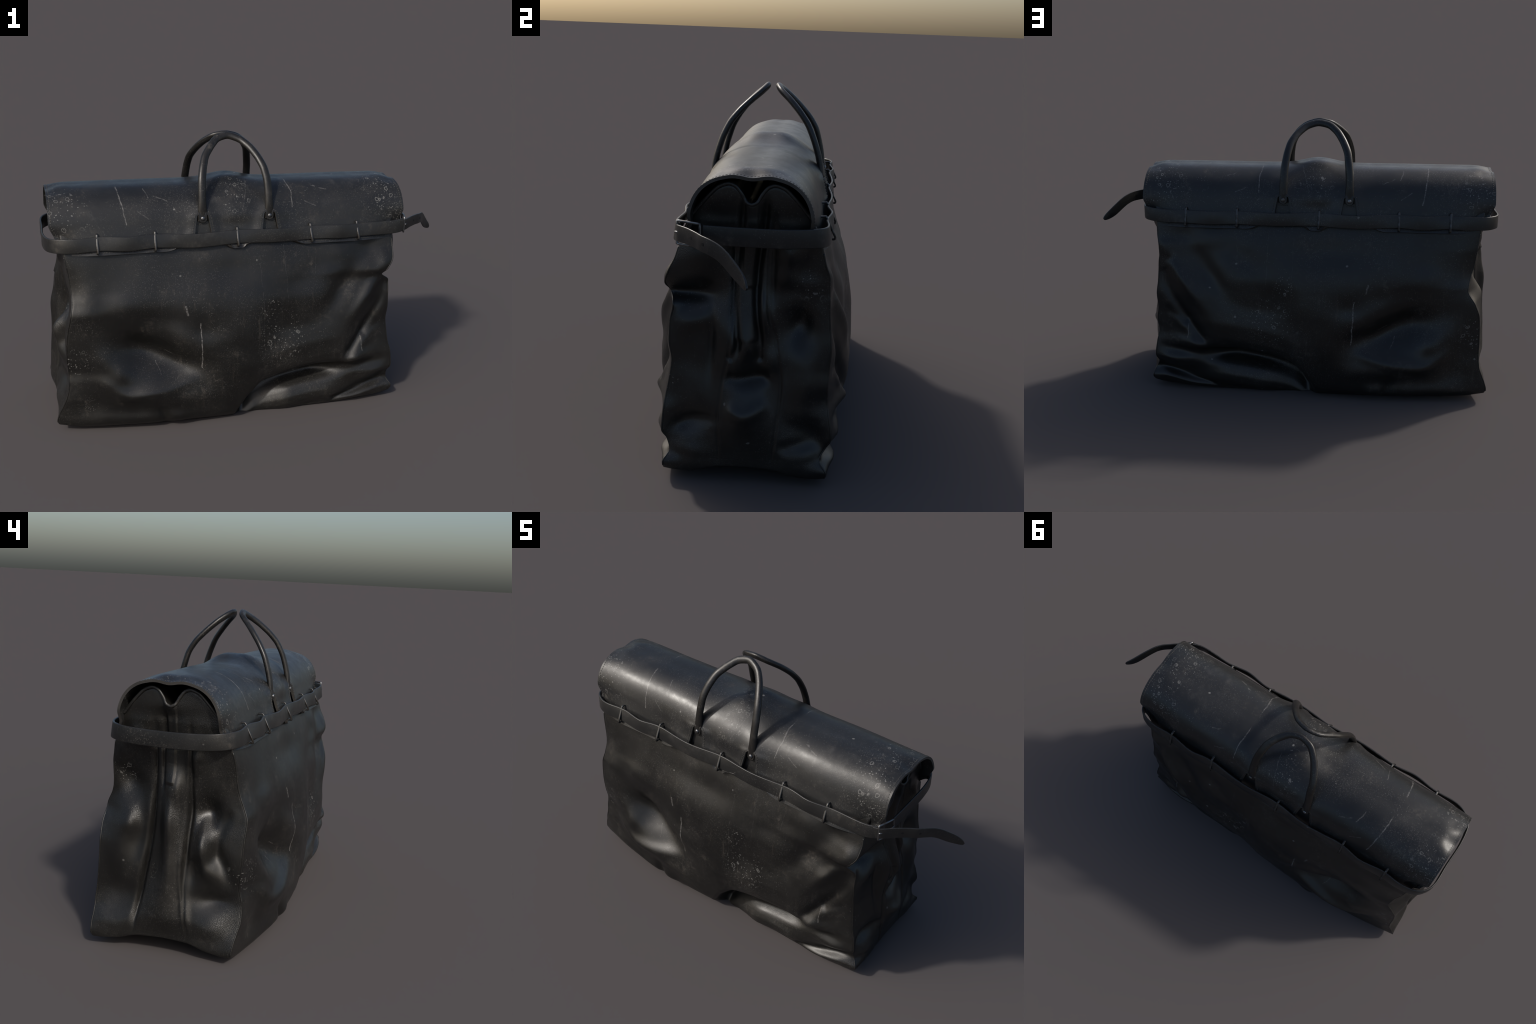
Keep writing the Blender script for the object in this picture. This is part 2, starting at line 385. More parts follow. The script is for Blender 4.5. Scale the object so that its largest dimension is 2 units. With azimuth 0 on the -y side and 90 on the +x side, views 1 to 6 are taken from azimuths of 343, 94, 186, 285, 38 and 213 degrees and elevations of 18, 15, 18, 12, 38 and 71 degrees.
def side_panel_grid(sy):
    v = np.linspace(0, 1, NZ)**1.15
    u = np.linspace(0, 1, NX)
    U, V = np.meshgrid(u, v)
    x0 = -0.95 + U * 1.64
    zb = zb_x(x0)
    Z = zb + V * (ZTOP - zb)
    xl, xr = corner[('L', sy)][0](Z), corner[('R', sy)][0](Z)
    yl, yr = corner[('L', sy)][1](Z), corner[('R', sy)][1](Z)
    X = xl + U * (xr - xl)
    e = np.abs(2*U - 1)
    xm = -0.17
    e2 = np.where(X > xm, (X - xm) / (xr - xm), (xm - X) / (xm - xl))
    arch = 1 - np.clip(e2, 0, 1)**2.4
    lin = yl + U * (yr - yl)
    edge = np.clip(1 - e**8, 0, 1)
    Y = lin + (mid_y(Z) - lin) * arch
    Y += panel_out(U, X, Z) * edge * sstep(0.93, 0.80, Z) * sstep(0.0, 0.045, Z - zb + 0.008)
    Y = add_roll(X, Y, Z)
    return X, sy * Y, Z

SEAMS = {  # y of the two stitched seams against height
 'R': (curve([.03, .08, .22, .37, .50, .65, .80, 1.0], [-.088, -.087, -.095, -.083, -.061, -.055, -.055, -.07]),
       curve([.03, .07, .24, .355, .515, .66, .80, 1.0], [.094, .096, .110, .118, .099, .064, .060, .07])),
 'L': (curve([.03, .07, .19, .35, .45, .61, .82, 1.0], [-.10, -.098, -.083, -.067, -.074, -.079, -.077, -.07]),
       curve([.03, .07, .27, .43, .59, .80, 1.0], [.136, .133, .104, .080, .068, .063, .07]))}

def gusset_out(end, Y, Z, q):
    """outward relief of an end wall; Y is signed"""
    h = np.zeros_like(Y)
    low = sstep(0.90, 0.55, Z)
    if end == 'L':
        h += 0.010 * (1 - q*q)
        # tent-like middle pleat, widening to the base
        cy = -0.012 + 0.02 * sstep(0.4, 0.1, Z); wd = 0.035 + 0.05 * sstep(0.40, 0.08, Z)
        h += 0.038 * np.exp(-((Y - cy) / wd)**2) * sstep(0.78, 0.50, Z) * sstep(-0.05, 0.22, Z)
        h += 0.008 * np.exp(-((Y - 0.01) / 0.05)**2) * sstep(0.5, 0.70, Z) * sstep(0.88, 0.80, Z)
        h -= 0.024 * np.exp(-((Y - 0.02) / 0.05)**2) * sstep(0.82, 0.88, Z) * sstep(1.0, 0.95, Z)
        h += 0.004 * sstep(0.96, 1.01, Z)
        h += 0.014 * bump(Y, Z, 0.20, 0.42, 0.05, 0.12)
        h += 0.020 * bump(Y, Z, -0.02, 0.69, 0.05, 0.07)
        h += 0.020 * bump(Y, Z, -0.10, 0.80, 0.03, 0.05)
        h += 0.018 * bump(Y, Z, -0.12, 0.44, 0.03, 0.05)
        h += 0.008 * bump(Y, Z, 0.21, 0.58, 0.06, 0.06, 20)
        h += 0.018 * bump(Y, Z, 0.16, 0.53, 0.03, 0.05)
        h -= 0.036 * bump(Y, Z, 0.17, 0.675, 0.06, 0.065)
        h += 0.014 * bump(Y, Z, 0.22, 0.80, 0.04, 0.05)
        h -= 0.020 * bump(Y, Z, 0.13, 0.50, 0.05, 0.12)
        h -= 0.052 * bump(Y, Z, -0.15, 0.585, 0.050, 0.065)
        h += 0.040 * bump(Y, Z, -0.15, 0.48, 0.032, 0.08, -12)
        h -= 0.022 * bump(Y, Z, -0.21, 0.41, 0.030, 0.09, -30)
        h += 0.014 * bump(Y, Z, -0.17, 0.36, 0.035, 0.04, -20)
        h -= 0.014 * bump(Y, Z, -0.10, 0.36, 0.025, 0.06)
        h -= 0.022 * bump(Y, Z, -0.20, 0.25, 0.08, 0.035, 0)
        h += 0.016 * bump(Y, Z, -0.18, 0.15, 0.08, 0.05)
        h -= 0.020 * bump(Y, Z, 0.19, 0.24, 0.08, 0.07)
        h += 0.012 * bump(Y, Z, 0.22, 0.10, 0.08, 0.05)
        h += 0.020 * bump(Y, Z, 0.14, 0.86, 0.04, 0.05)
        h += 0.016 * bump(Y, Z, 0.0, 0.57, 0.03, 0.07)
        h -= 0.012 * bump(Y, Z, 0.20, 0.72, 0.04, 0.05)
        h += 0.014 * bump(Y, Z, 0.18, 0.52, 0.05, 0.06)
        h += ridge(Y, Z, [(-0.030, 0.76), (-0.048, 0.55), (-0.062, 0.36), (-0.088, 0.19), (-0.112, 0.06)], 0.010, 0.014)
        h += ridge(Y, Z, [(-0.135, 0.60), (-0.145, 0.50), (-0.155, 0.40), (-0.160, 0.33)], 0.008, 0.016)
        h -= ridge(Y, Z, [(-0.245, 0.62), (-0.215, 0.54), (-0.190, 0.46), (-0.178, 0.38)], 0.010, 0.018)
        gl = SEAMS['L'][1](Z) + 0.004
        h -= 0.026 * np.exp(-((Y - gl) / 0.012)**2) * sstep(0.04, 0.22, Z) * sstep(0.98, 0.85, Z) * (1 - 0.5*sstep(0.6, 0.7, Z))
        gr = SEAMS['L'][0](Z) - 0.004
        h -= 0.018 * np.exp(-((Y - gr) / 0.010)**2) * sstep(0.10, 0.45, Z) * sstep(0.98, 0.85, Z) * (1 - 0.5*sstep(0.6, 0.7, Z))
        h -= 0.012 * np.exp(-((Y - 0.028) / 0.008)**2) * sstep(0.64, 0.72, Z) * sstep(1.0, 0.9, Z)
        strip_c, strip_b = 0.003, 0.70
    else:
        h += 0.010 * (1 - q*q)
        h += 0.042 * bump(Y, Z, -0.025, 0.55, 0.050, 0.17)
        h += 0.050 * bump(Y, Z, -0.01, 0.265, 0.085, 0.095, 6)
        h += 0.034 * bump(Y, Z, 0.05, 0.62, 0.035, 0.09)
        h += 0.020 * bump(Y, Z, 0.12, 0.76, 0.04, 0.04)
        h += 0.022 * bump(Y, Z, 0.08, 0.46, 0.04, 0.06)
        h += 0.018 * bump(Y, Z, -0.09, 0.56, 0.04, 0.08)
        h -= 0.014 * bump(Y, Z, 0.015, 0.40, 0.06, 0.030, 8)
        h += 0.022 * bump(Y, Z, -0.07, 0.46, 0.05, 0.12)
        h += 0.012 * bump(Y, Z, -0.15, 0.34, 0.06, 0.09, 10)
        h += 0.034 * bump(Y, Z, -0.17, 0.82, 0.08, 0.07, 16)
        h -= 0.044 * bump(Y, Z, -0.19, 0.668, 0.09, 0.045, 18)
        h += 0.012 * bump(Y, Z, -0.19, 0.58, 0.07, 0.035, 18)
        h -= 0.036 * bump(Y, Z, 0.17, 0.565, 0.050, 0.07)
        h += 0.034 * bump(Y, Z, 0.13, 0.845, 0.05, 0.05)
        h -= 0.012 * bump(Y, Z, 0.15, 0.71, 0.06, 0.03)
        h += 0.024 * bump(Y, Z, 0.015, 0.515, 0.04, 0.05)
        h -= 0.014 * bump(Y, Z, 0.15, 0.80, 0.08, 0.06)
        h += 0.010 * bump(Y, Z, 0.17, 0.72, 0.07, 0.03)
        h += 0.022 * bump(Y, Z, 0.20, 0.38, 0.06, 0.14)
        h -= 0.026 * bump(Y, Z, -0.22, 0.21, 0.08, 0.045, 25)
        h += 0.016 * bump(Y, Z, -0.20, 0.11, 0.07, 0.05)
        h -= 0.026 * bump(Y, Z, 0.23, 0.20, 0.08, 0.040, -25)
        h += 0.016 * bump(Y, Z, 0.21, 0.11, 0.07, 0.05)
        h += 0.008 * bump(Y, Z, 0.005, 0.58, 0.03, 0.05)
        h += 0.016 * bump(Y, Z, 0.13, 0.81, 0.04, 0.045)
        h -= 0.022 * bump(Y, Z, -0.06, 0.83, 0.025, 0.05)
        h -= 0.016 * bump(Y, Z, 0.185, 0.60, 0.04, 0.06)
        h -= ridge(Y, Z, [(-0.020, 0.545), (-0.035, 0.50), (-0.065, 0.455)], 0.012, 0.012)
        h -= ridge(Y, Z, [(0.020, 0.545), (0.035, 0.49), (0.050, 0.45)], 0.010, 0.012)
        h -= ridge(Y, Z, [(-0.085, 0.40), (0.0, 0.385), (0.09, 0.40)], 0.014, 0.022)
        h += ridge(Y, Z, [(-0.075, 0.30), (0.0, 0.275), (0.085, 0.31)], 0.012, 0.026)
        h -= ridge(Y, Z, [(-0.29, 0.145), (-0.22, 0.20), (-0.13, 0.235), (-0.09, 0.21)], 0.012, 0.026)
        h -= ridge(Y, Z, [(0.29, 0.150), (0.24, 0.165), (0.16, 0.150), (0.12, 0.12)], 0.012, 0.026)
        h -= 0.014 * bump(Y, Z, -0.125, 0.50, 0.014, 0.10)
        for gy, dp in ((-0.038, 0.018), (0.036, 0.026)):
            h -= dp * np.exp(-((Y - gy + 0.012 * np.sin(11*Z)) / 0.013)**2) * sstep(0.44, 0.56, Z) * sstep(1.05, 0.95, Z)
        h -= 0.014 * np.exp(-((Y - 0.075) / 0.012)**2) * sstep(0.55, 0.7, Z) * sstep(1.0, 0.9, Z)
        h += 0.012 * sstep(0.95, 1.03, Z)
        strip_c, strip_b = 0.0, 0.715
    # reinforcing strip down the middle
    h += 0.006 * sstep(0.024, 0.019, np.abs(Y - strip_c)) * sstep(strip_b - 0.004, strip_b + 0.002, Z)
    h += 0.002 * np.sin(31*Y + 9*Z) * np.sin(23*Z + 7*Y) * low
    return h

def gusset_grid(end):
    v = np.linspace(0, 1, NZ)**1.15
    q = np.linspace(-1, 1, NY)
    Q, V = np.meshgrid(q, v)
    zb = zb_y(np.abs(Q)) + (0.004 if end == 'L' else -0.008) * (1 - np.abs(Q)**6); zt = m_top(np.abs(Q))
    Z = zb + V * (zt - zb)
    W = (Q + 1) / 2
    zc = np.minimum(Z, ZTOP)
    yf, yb = -corner[(end, -1)][1](zc), corner[(end, 1)][1](zc)
    xf, xb = corner[(end, -1)][0](zc), corner[(end, 1)][0](zc)
    shrink = np.where(Z > ZTOP, 1.0, 1.0)
    Y = yf + W * (yb - yf)
    # the corner seams' wandering dies away towards the middle of the wall
    base = (curve([0, .05, .2, .45, .7, .86, .94], [.686, .700, .688, .658, .650, .660, .674]) if end == 'R' else
            curve([0, .05, .2, .45, .7, .86, .94], [-.945, -.958, -.940, -.922, -.902, -.916, -.930]))(zc)
    loc = np.abs(Q)**2.5
    X = base + (xf + W * (xb - xf) - base) * loc
    s = 1 if end == 'R' else -1
    edge = 1 - np.abs(Q)**10
    h = gusset_out(end, Y, Z, Q)
    for k in (0, 1):   # stitched seam: narrow pinch with a raised welt beside it
        d = Y - SEAMS[end][k](Z)
        h = h + (0.003 * np.exp(-((d - 0.009)/0.006)**2) - 0.006 * np.exp(-(d/0.004)**2)) * sstep(0.93, 0.82, Z)
    X = X + s * h * edge * sstep(-0.01, 0.10, Z - zb)
    return X, Y, Z

def build_body():
    pieces = {}
    fr, bk = side_panel_grid(-1), side_panel_grid(1)
    R, L = gusset_grid('R'), gusset_grid('L')
    # make the shared corner columns identical
    for G, P, gi, pi in ((R, fr, 0, -1), (R, bk, -1, -1), (L, fr, 0, 0), (L, bk, -1, 0)):
        for k in range(3):
            G[k][:, gi] = P[k][:, pi]
    grids = [('side_panel', fr, 0), ('side_panel', bk, 1), ('gusset', R, 1), ('gusset', L, 0)]
    # underside and folded mouth span between the four walls (transfinite blend)
    def span(row):
        a, b = np.stack([g[row] for g in fr], 1), np.stack([g[row] for g in bk], 1)      # NX x 3
        c, d = np.stack([g[row] for g in L], 1), np.stack([g[row] for g in R], 1)        # NY x 3
        u = np.linspace(0, 1, NX)[None, :, None]; w = np.linspace(0, 1, NY)[:, None, None]
        return ((1-w)*a[None] + w*b[None] + (1-u)*c[:, None] + u*d[:, None]
                - ((1-u)*(1-w)*a[0] + u*(1-w)*a[-1] + (1-u)*w*b[0] + u*w*b[-1]))
    bot, top = span(0), span(-1)
    bot[..., 2] = np.maximum(bot[..., 2], 0.001)
    grids += [('base_panel', tuple(np.moveaxis(bot, 2, 0)), 1), ('mouth_lining', tuple(np.moveaxis(top, 2, 0)), 0)]
    bm = bmesh.new(); lay = bm.faces.layers.int.new("part")
    for gi, (nm, G, flip) in enumerate(grids):
        nv, nu = G[0].shape
        vs = [bm.verts.new((G[0][j, i], G[1][j, i], G[2][j, i])) for j in range(nv) for i in range(nu)]
        for f in grid_faces(nu, nv):
            if flip: f = f[::-1]
            fc = bm.faces.new([vs[k] for k in f]); fc[lay] = gi; fc.smooth = True
    bmesh.ops.remove_doubles(bm, verts=bm.verts, dist=0.0004)
    # round the seams a little
    near = [v for v in bm.verts if len({f[lay] for f in v.link_faces}) > 1]
    sel = set(near)
    for _ in range(3):
        sel |= {e.other_vert(v) for v in list(sel) for e in v.link_edges}
    for _ in range(5):
        bmesh.ops.smooth_vert(bm, verts=list(sel), factor=0.5, use_axis_x=True, use_axis_y=True, use_axis_z=True)
    bmesh.ops.recalc_face_normals(bm, faces=bm.faces)
    bm.normal_update()
    mats = [MAT_BODY, MAT_BODY, MAT_GUSSET, MAT_GUSSET, MAT_GUSSET, MAT_GUSSET]
    objs = []
    for gi, (nm, G, flip) in enumerate(grids):
        idx, V, N, F = {}, [], [], []
        for f in bm.faces:
            if f[lay] != gi: continue
            ff = []
            for v in f.verts:
                if v not in idx:
                    idx[v] = len(V); V.append(v.co.copy()); N.append(v.normal.copy())
                ff.append(idx[v])
            F.append(ff)
        me = bpy.data.meshes.new(nm)
        me.from_pydata(V, [], F); me.update()
        me.polygons.foreach_set("use_smooth", [True]*len(me.polygons))
        me.normals_split_custom_set_from_vertices(N)
        objs.append(add_obj(nm, me, mats[gi]))
    bm.free()
    return fr, bk, R, L, objs

FRONT, BACK, RIGHT, LEFT, BODY_OBJS = build_body()

# piping round the corner seams and the rim of the end walls
def tube(name, path, r, mat, parent=ROOT, n=8, closed=False, up=(0.3, 0.5, 0.81)):
    V, F = sweep(path, ellipse(r, r, n), up_hint=up, closed=closed)
    return add_obj(name, make_mesh(name, V, F), mat, parent)

for G, P, ob in ((RIGHT, 'R', BODY_OBJS[2]), (LEFT, 'L', BODY_OBJS[3])):
    rim = np.stack([g[-1] for g in G], 1)[3:-3]
    s = 1 if P == 'R' else -1
    rim = rim + np.array([s*0.001, 0, 0.002])
    sc = [(1, 1)] * len(rim)
    V, F = sweep(rim, ellipse(0.0062, 0.0056, 8), up_hint=(s, 0, 0.02))
    add_obj("rim_piping", make_mesh("rim_piping", V, F), MAT_STRAP, ob)

# thin sewn welt down each vertical corner
for G, col, ob in ((FRONT, 0, BODY_OBJS[0]), (FRONT, -1, BODY_OBJS[0]), (BACK, 0, BODY_OBJS[1]), (BACK, -1, BODY_OBJS[1])):
    path = np.stack([g[4:, col] for g in G], 1)[:150]
    inward = np.array([0.0026 if col == 0 else -0.0026, -0.0026 * np.sign(path[0, 1]), 0])
    tube("corner_welt", path + inward, 0.0034, MAT_GUSSET, ob, up=(0.7, -0.7, 0.05))

# ------------------------------------------------------------------ flap
HANDLE_X = (XC - 0.160, XC + 0.160)
FLAP_L, FLAP_R = -0.974, 0.734
end_prof = [(0, 1.110), (.04, 1.111), (.08, 1.105), (.120, 1.090), (.156, 1.064), (.184, 1.030), (.202, .990), (.211, .945), (.223, .895), (.241, .842)]
mid_prof = [(0, 1.112), (.045, 1.112), (.085, 1.106), (.125, 1.089), (.160, 1.064), (.188, 1.030), (.207, .990), (.222, .945), (.240, .895), (.266, .842)]
NS = 72
EP, MP = catmull(end_prof, NS), catmull(mid_prof, NS)

def flap_low(x):
    """height of the scalloped lower hem: long lobe, short tongue, long lobe"""
    d = x - XC
    z = np.full_like(x, 0.858)
    z = np.where(np.abs(d) < 0.16, 0.842 + 0.020 * sstep(0.03, 0.10, np.abs(d)) + 0.012*sstep(.09, .16, np.abs(d)), z)
    z = np.where(np.abs(d) >= 0.16, 0.843 + 0.028 * sstep(0.34, 0.20, np.abs(d)), z)
    z = z + 0.060 * sstep(0.770, 0.858, np.abs(d))**1.3
    return z

def build_flap():
    segs = []   # columns: three stretches split at the two handle slots
    cuts = [FLAP_L, HANDLE_X[0], HANDLE_X[1], FLAP_R]
    verts, faces = [], []
    spos = np.linspace(0, 1, NS)
    half = np.concatenate([-spos[:0:-1], spos])        # -1..1 across, front to back
    nrow = len(half)
    key = {}
    for k in range(3):
        a, b = cuts[k], cuts[k+1]
        n = int((b - a) / 0.0065) + 2
        for i, x0 in enumerate(np.linspace(a, b, n)):
            endk = np.clip((abs(x0 - XC) - 0.60) / 0.25, 0, 1)
            prof = MP + (EP - MP) * (endk * endk * (3 - 2*endk))
            d = x0 - XC
            low = float(flap_low(np.array([x0]))[0])
            # end edge leans in towards the hem
            for r, h in enumerate(half):
                sd = -1 if h < 0 else 1
                s = abs(h) * (NS - 1)
                j = min(int(s), NS - 2); t = s - j
                y, z = prof[j] * (1 - t) + prof[j+1] * t
                if z < 0.93:
                    f = (0.93 - z) / (0.93 - 0.842)
                    z2 = 0.93 - f * (0.93 - low)
                    y += (z2 - z) * -0.12
                    z = z2
                x = x0
                # slot around each handle foot
                wmax = 0.0
                for hx in HANDLE_X:
                    w = 0.0
                    if z < 1.005:
                        w = 0.024 * math.sqrt(min(1, (1.005 - z) / 0.012)) + 0.012 * (1.005 - z) / 0.07 + 0.05 * float(sstep(0.885, 0.845, z))
                    dist = x0 - hx
                    left_side = (k == 0 and hx == HANDLE_X[0]) or (k == 1 and hx == HANDLE_X[1]) or (k == 0 and hx == HANDLE_X[1])
                    sg = -1 if left_side else 1
                    x += sg * w * math.exp(-(dist / 0.09)**2)
                    # leather lifts over the handle foot
                    dip = math.exp(-(dist / 0.045)**2) * float(sstep(1.09, 1.0, z)) * float(sstep(0.87, 0.93, z))
                    y += 0.010 * dip
                    vale = math.exp(-((dist - (0.03 if hx > XC else -0.03)) / 0.075)**2) * float(sstep(0.92, 1.02, z)) * float(sstep(1.125, 1.06, z))
                    y += 0.007 * vale
                # pillow between the handles, with a hump on top
                cen = math.exp(-(d / 0.105)**2)
                z += 0.029 * cen * float(sstep(0.17, 0.04, y))
                y += 0.012 * math.exp(-(d / 0.10)**2) * float(sstep(0.93, 1.0, z)) * float(sstep(1.14, 1.06, z))
                # puckers at both ends
                ed = min(x0 - FLAP_L, FLAP_R - x0)
                pk = math.exp(-(ed / 0.06)**2)
                z -= 0.011 * pk * math.exp(-(y / 0.05)**2) + 0.008 * math.exp(-(ed / 0.03)**2) * float(sstep(0.19, 0.08, y))
                z += 0.004 * math.exp(-((ed - 0.07) / 0.04)**2) * math.exp(-(y / 0.08)**2)
                z -= 0.006 * math.exp(-((ed - 0.05) / 0.035)**2) * math.exp(-((y - 0.09) / 0.035)**2)
                # slow waviness
                wv = 0.003 * math.sin(5.1*x0 + 1.3 + (0.8 if sd > 0 else 0)) * math.sin(9*z) + 0.0015 * math.sin(15*x0 + 8*z)
                y += wv
                x -= 0.030 * float(sstep(0.98, 0.895, z)) * (1 if x0 > XC else -1) * math.exp(-(ed/0.1)**2)
                y -= 0.014 * float(sstep(0.97, 0.90, z)) * math.exp(-(ed/0.06)**2)
                if x0 > XC: x -= 0.008 * math.exp(-(ed/0.08)**2)*float(sstep(0.9, 1.12, z))
                key[(k, i, r)] = len(verts)
                verts.append((x, sd * y, z))
        for i in range(n - 1):
            for r in range(nrow - 1):
                faces.append((key[(k, i, r)], key[(k, i+1, r)], key[(k, i+1, r+1)], key[(k, i, r+1)]))
    me = make_mesh("flap", verts, faces)
    bm = bmesh.new(); bm.from_mesh(me)
    # stitch the three stretches together above the slots, where their columns coincide
    bmesh.ops.remove_doubles(bm, verts=bm.verts, dist=0.0003)
    for _ in range(2):
        bmesh.ops.smooth_vert(bm, verts=[v for v in bm.verts if not v.is_boundary], factor=0.5, use_axis_x=True, use_axis_y=True, use_axis_z=True)
    bmesh.ops.recalc_face_normals(bm, faces=bm.faces)
    # outward = up on top
    top = max(bm.faces, key=lambda f: f.calc_center_median().z)
    if top.normal.z < 0: bmesh.ops.reverse_faces(bm, faces=bm.faces)
    bm.to_mesh(me)
    # boundary for the stitching (inset from the edge)
    bm.verts.ensure_lookup_table()
    loops = []
    todo = {e for e in bm.edges if e.is_boundary}
    while todo:
        e = todo.pop(); v0, v = e.verts; loop = [v0, v]
        while True:
            nx = [q for q in v.link_edges if q in todo]
            if not nx: break
            todo.discard(nx[0]); v = nx[0].other_vert(v); loop.append(v)
        pts = []
        for a in loop:
            inw = Vector((0, 0, 0))
            for q in a.link_edges:
                if not q.is_boundary: inw += (q.other_vert(a).co - a.co).normalized()
            pts.append((a.co.copy(), inw.normalized() if inw.length else Vector((0, 0, 1)), a.normal.copy()))
        loops.append(pts)
    bm.free()
    ob = add_obj("flap", me, MAT_FLAP)
    me.materials.append(MAT_RIM)
    md = ob.modifiers.new("thick", 'SOLIDIFY'); md.thickness = 0.011; md.offset = -1.0
    md.material_offset_rim = 1; md.use_even_offset = True
    return ob, loops

FLAP, LOOPS = build_flap()

def apply_mods(ob):
    dg = bpy.context.evaluated_depsgraph_get()
    me = bpy.data.meshes.new_from_object(ob.evaluated_get(dg))
    ob.modifiers.clear(); ob.data = me
    me.polygons.foreach_set("use_smooth", [True]*len(me.polygons))

def sharp_by_angle(ob, deg=40):
    ob.data.set_sharp_from_angle(angle=math.radians(deg))

apply_mods(FLAP); sharp_by_angle(FLAP, 45)

# stitches: short thread bars set along the flap edge
def stitches(name, path, normals, parent, pitch=0.0115, length=0.0075, r=0.0017):
    P = np.array(path); N = np.array(normals)
    s = np.concatenate([[0], np.cumsum(np.linalg.norm(np.diff(P, axis=0), axis=1))])
    V, F = [], []
    q = pitch / 2
    while q < s[-1]:
        c = np.array([np.interp(q, s, P[:, k]) for k in range(3)])
        t = np.array([np.interp(q+0.002, s, P[:, k]) - np.interp(q-0.002, s, P[:, k]) for k in range(3)])
        n = np.array([np.interp(q, s, N[:, k]) for k in range(3)])
        if np.linalg.norm(t) > 1e-6:
            t /= np.linalg.norm(t); n -= (n @ t) * t; n /= np.linalg.norm(n); b = np.cross(t, n)
            o = len(V)
            for a, k in ((-0.5, 0.35), (-0.3, 1), (0.3, 1), (0.5, 0.35)):
                for m in range(6):
                    g = 2*math.pi*m/6
                    V.append(c + t*length*a + (b*math.cos(g) + n*math.sin(g)*0.7) * r * k)
            for i in range(3):
                for m in range(6):
                    F.append((o+i*6+m, o+i*6+(m+1) % 6, o+i*6+6+(m+1) % 6, o+i*6+6+m))
            F.append(tuple(o+m for m in range(6))[::-1]); F.append(tuple(o+18+m for m in range(6)))
        q += pitch
    ob = add_obj(name, make_mesh(name, V, F), MAT_THREAD, parent); ob["kind"] = "stuff"
    return ob

for lp in LOOPS:
    if len(lp) < 40: continue
    pts = [a + i*0.012 + n*0.0003 for a, i, n in lp]
    stitches("stitching", [tuple(p) for p in pts], [tuple(n) for a, i, n in lp], FLAP)

# ------------------------------------------------------------------ handles
foot_z = 0.962
arch_x = curve([0, .10, .25, .40, .55, .70, .82, .92, 1.0], [.158, .160, .158, .153, .136, .105, .068, .030, 0])   # half spread against path parameter
arch = [(.159, .966, .2175), (.160, 1.000, .2140), (.159, 1.060, .2020), (.157, 1.130, .1830), (.148, 1.185, .1560), (.130, 1.236, .1190),
        (.104, 1.276, .0800), (.066, 1.306, .0450), (.026, 1.323, .0255)]

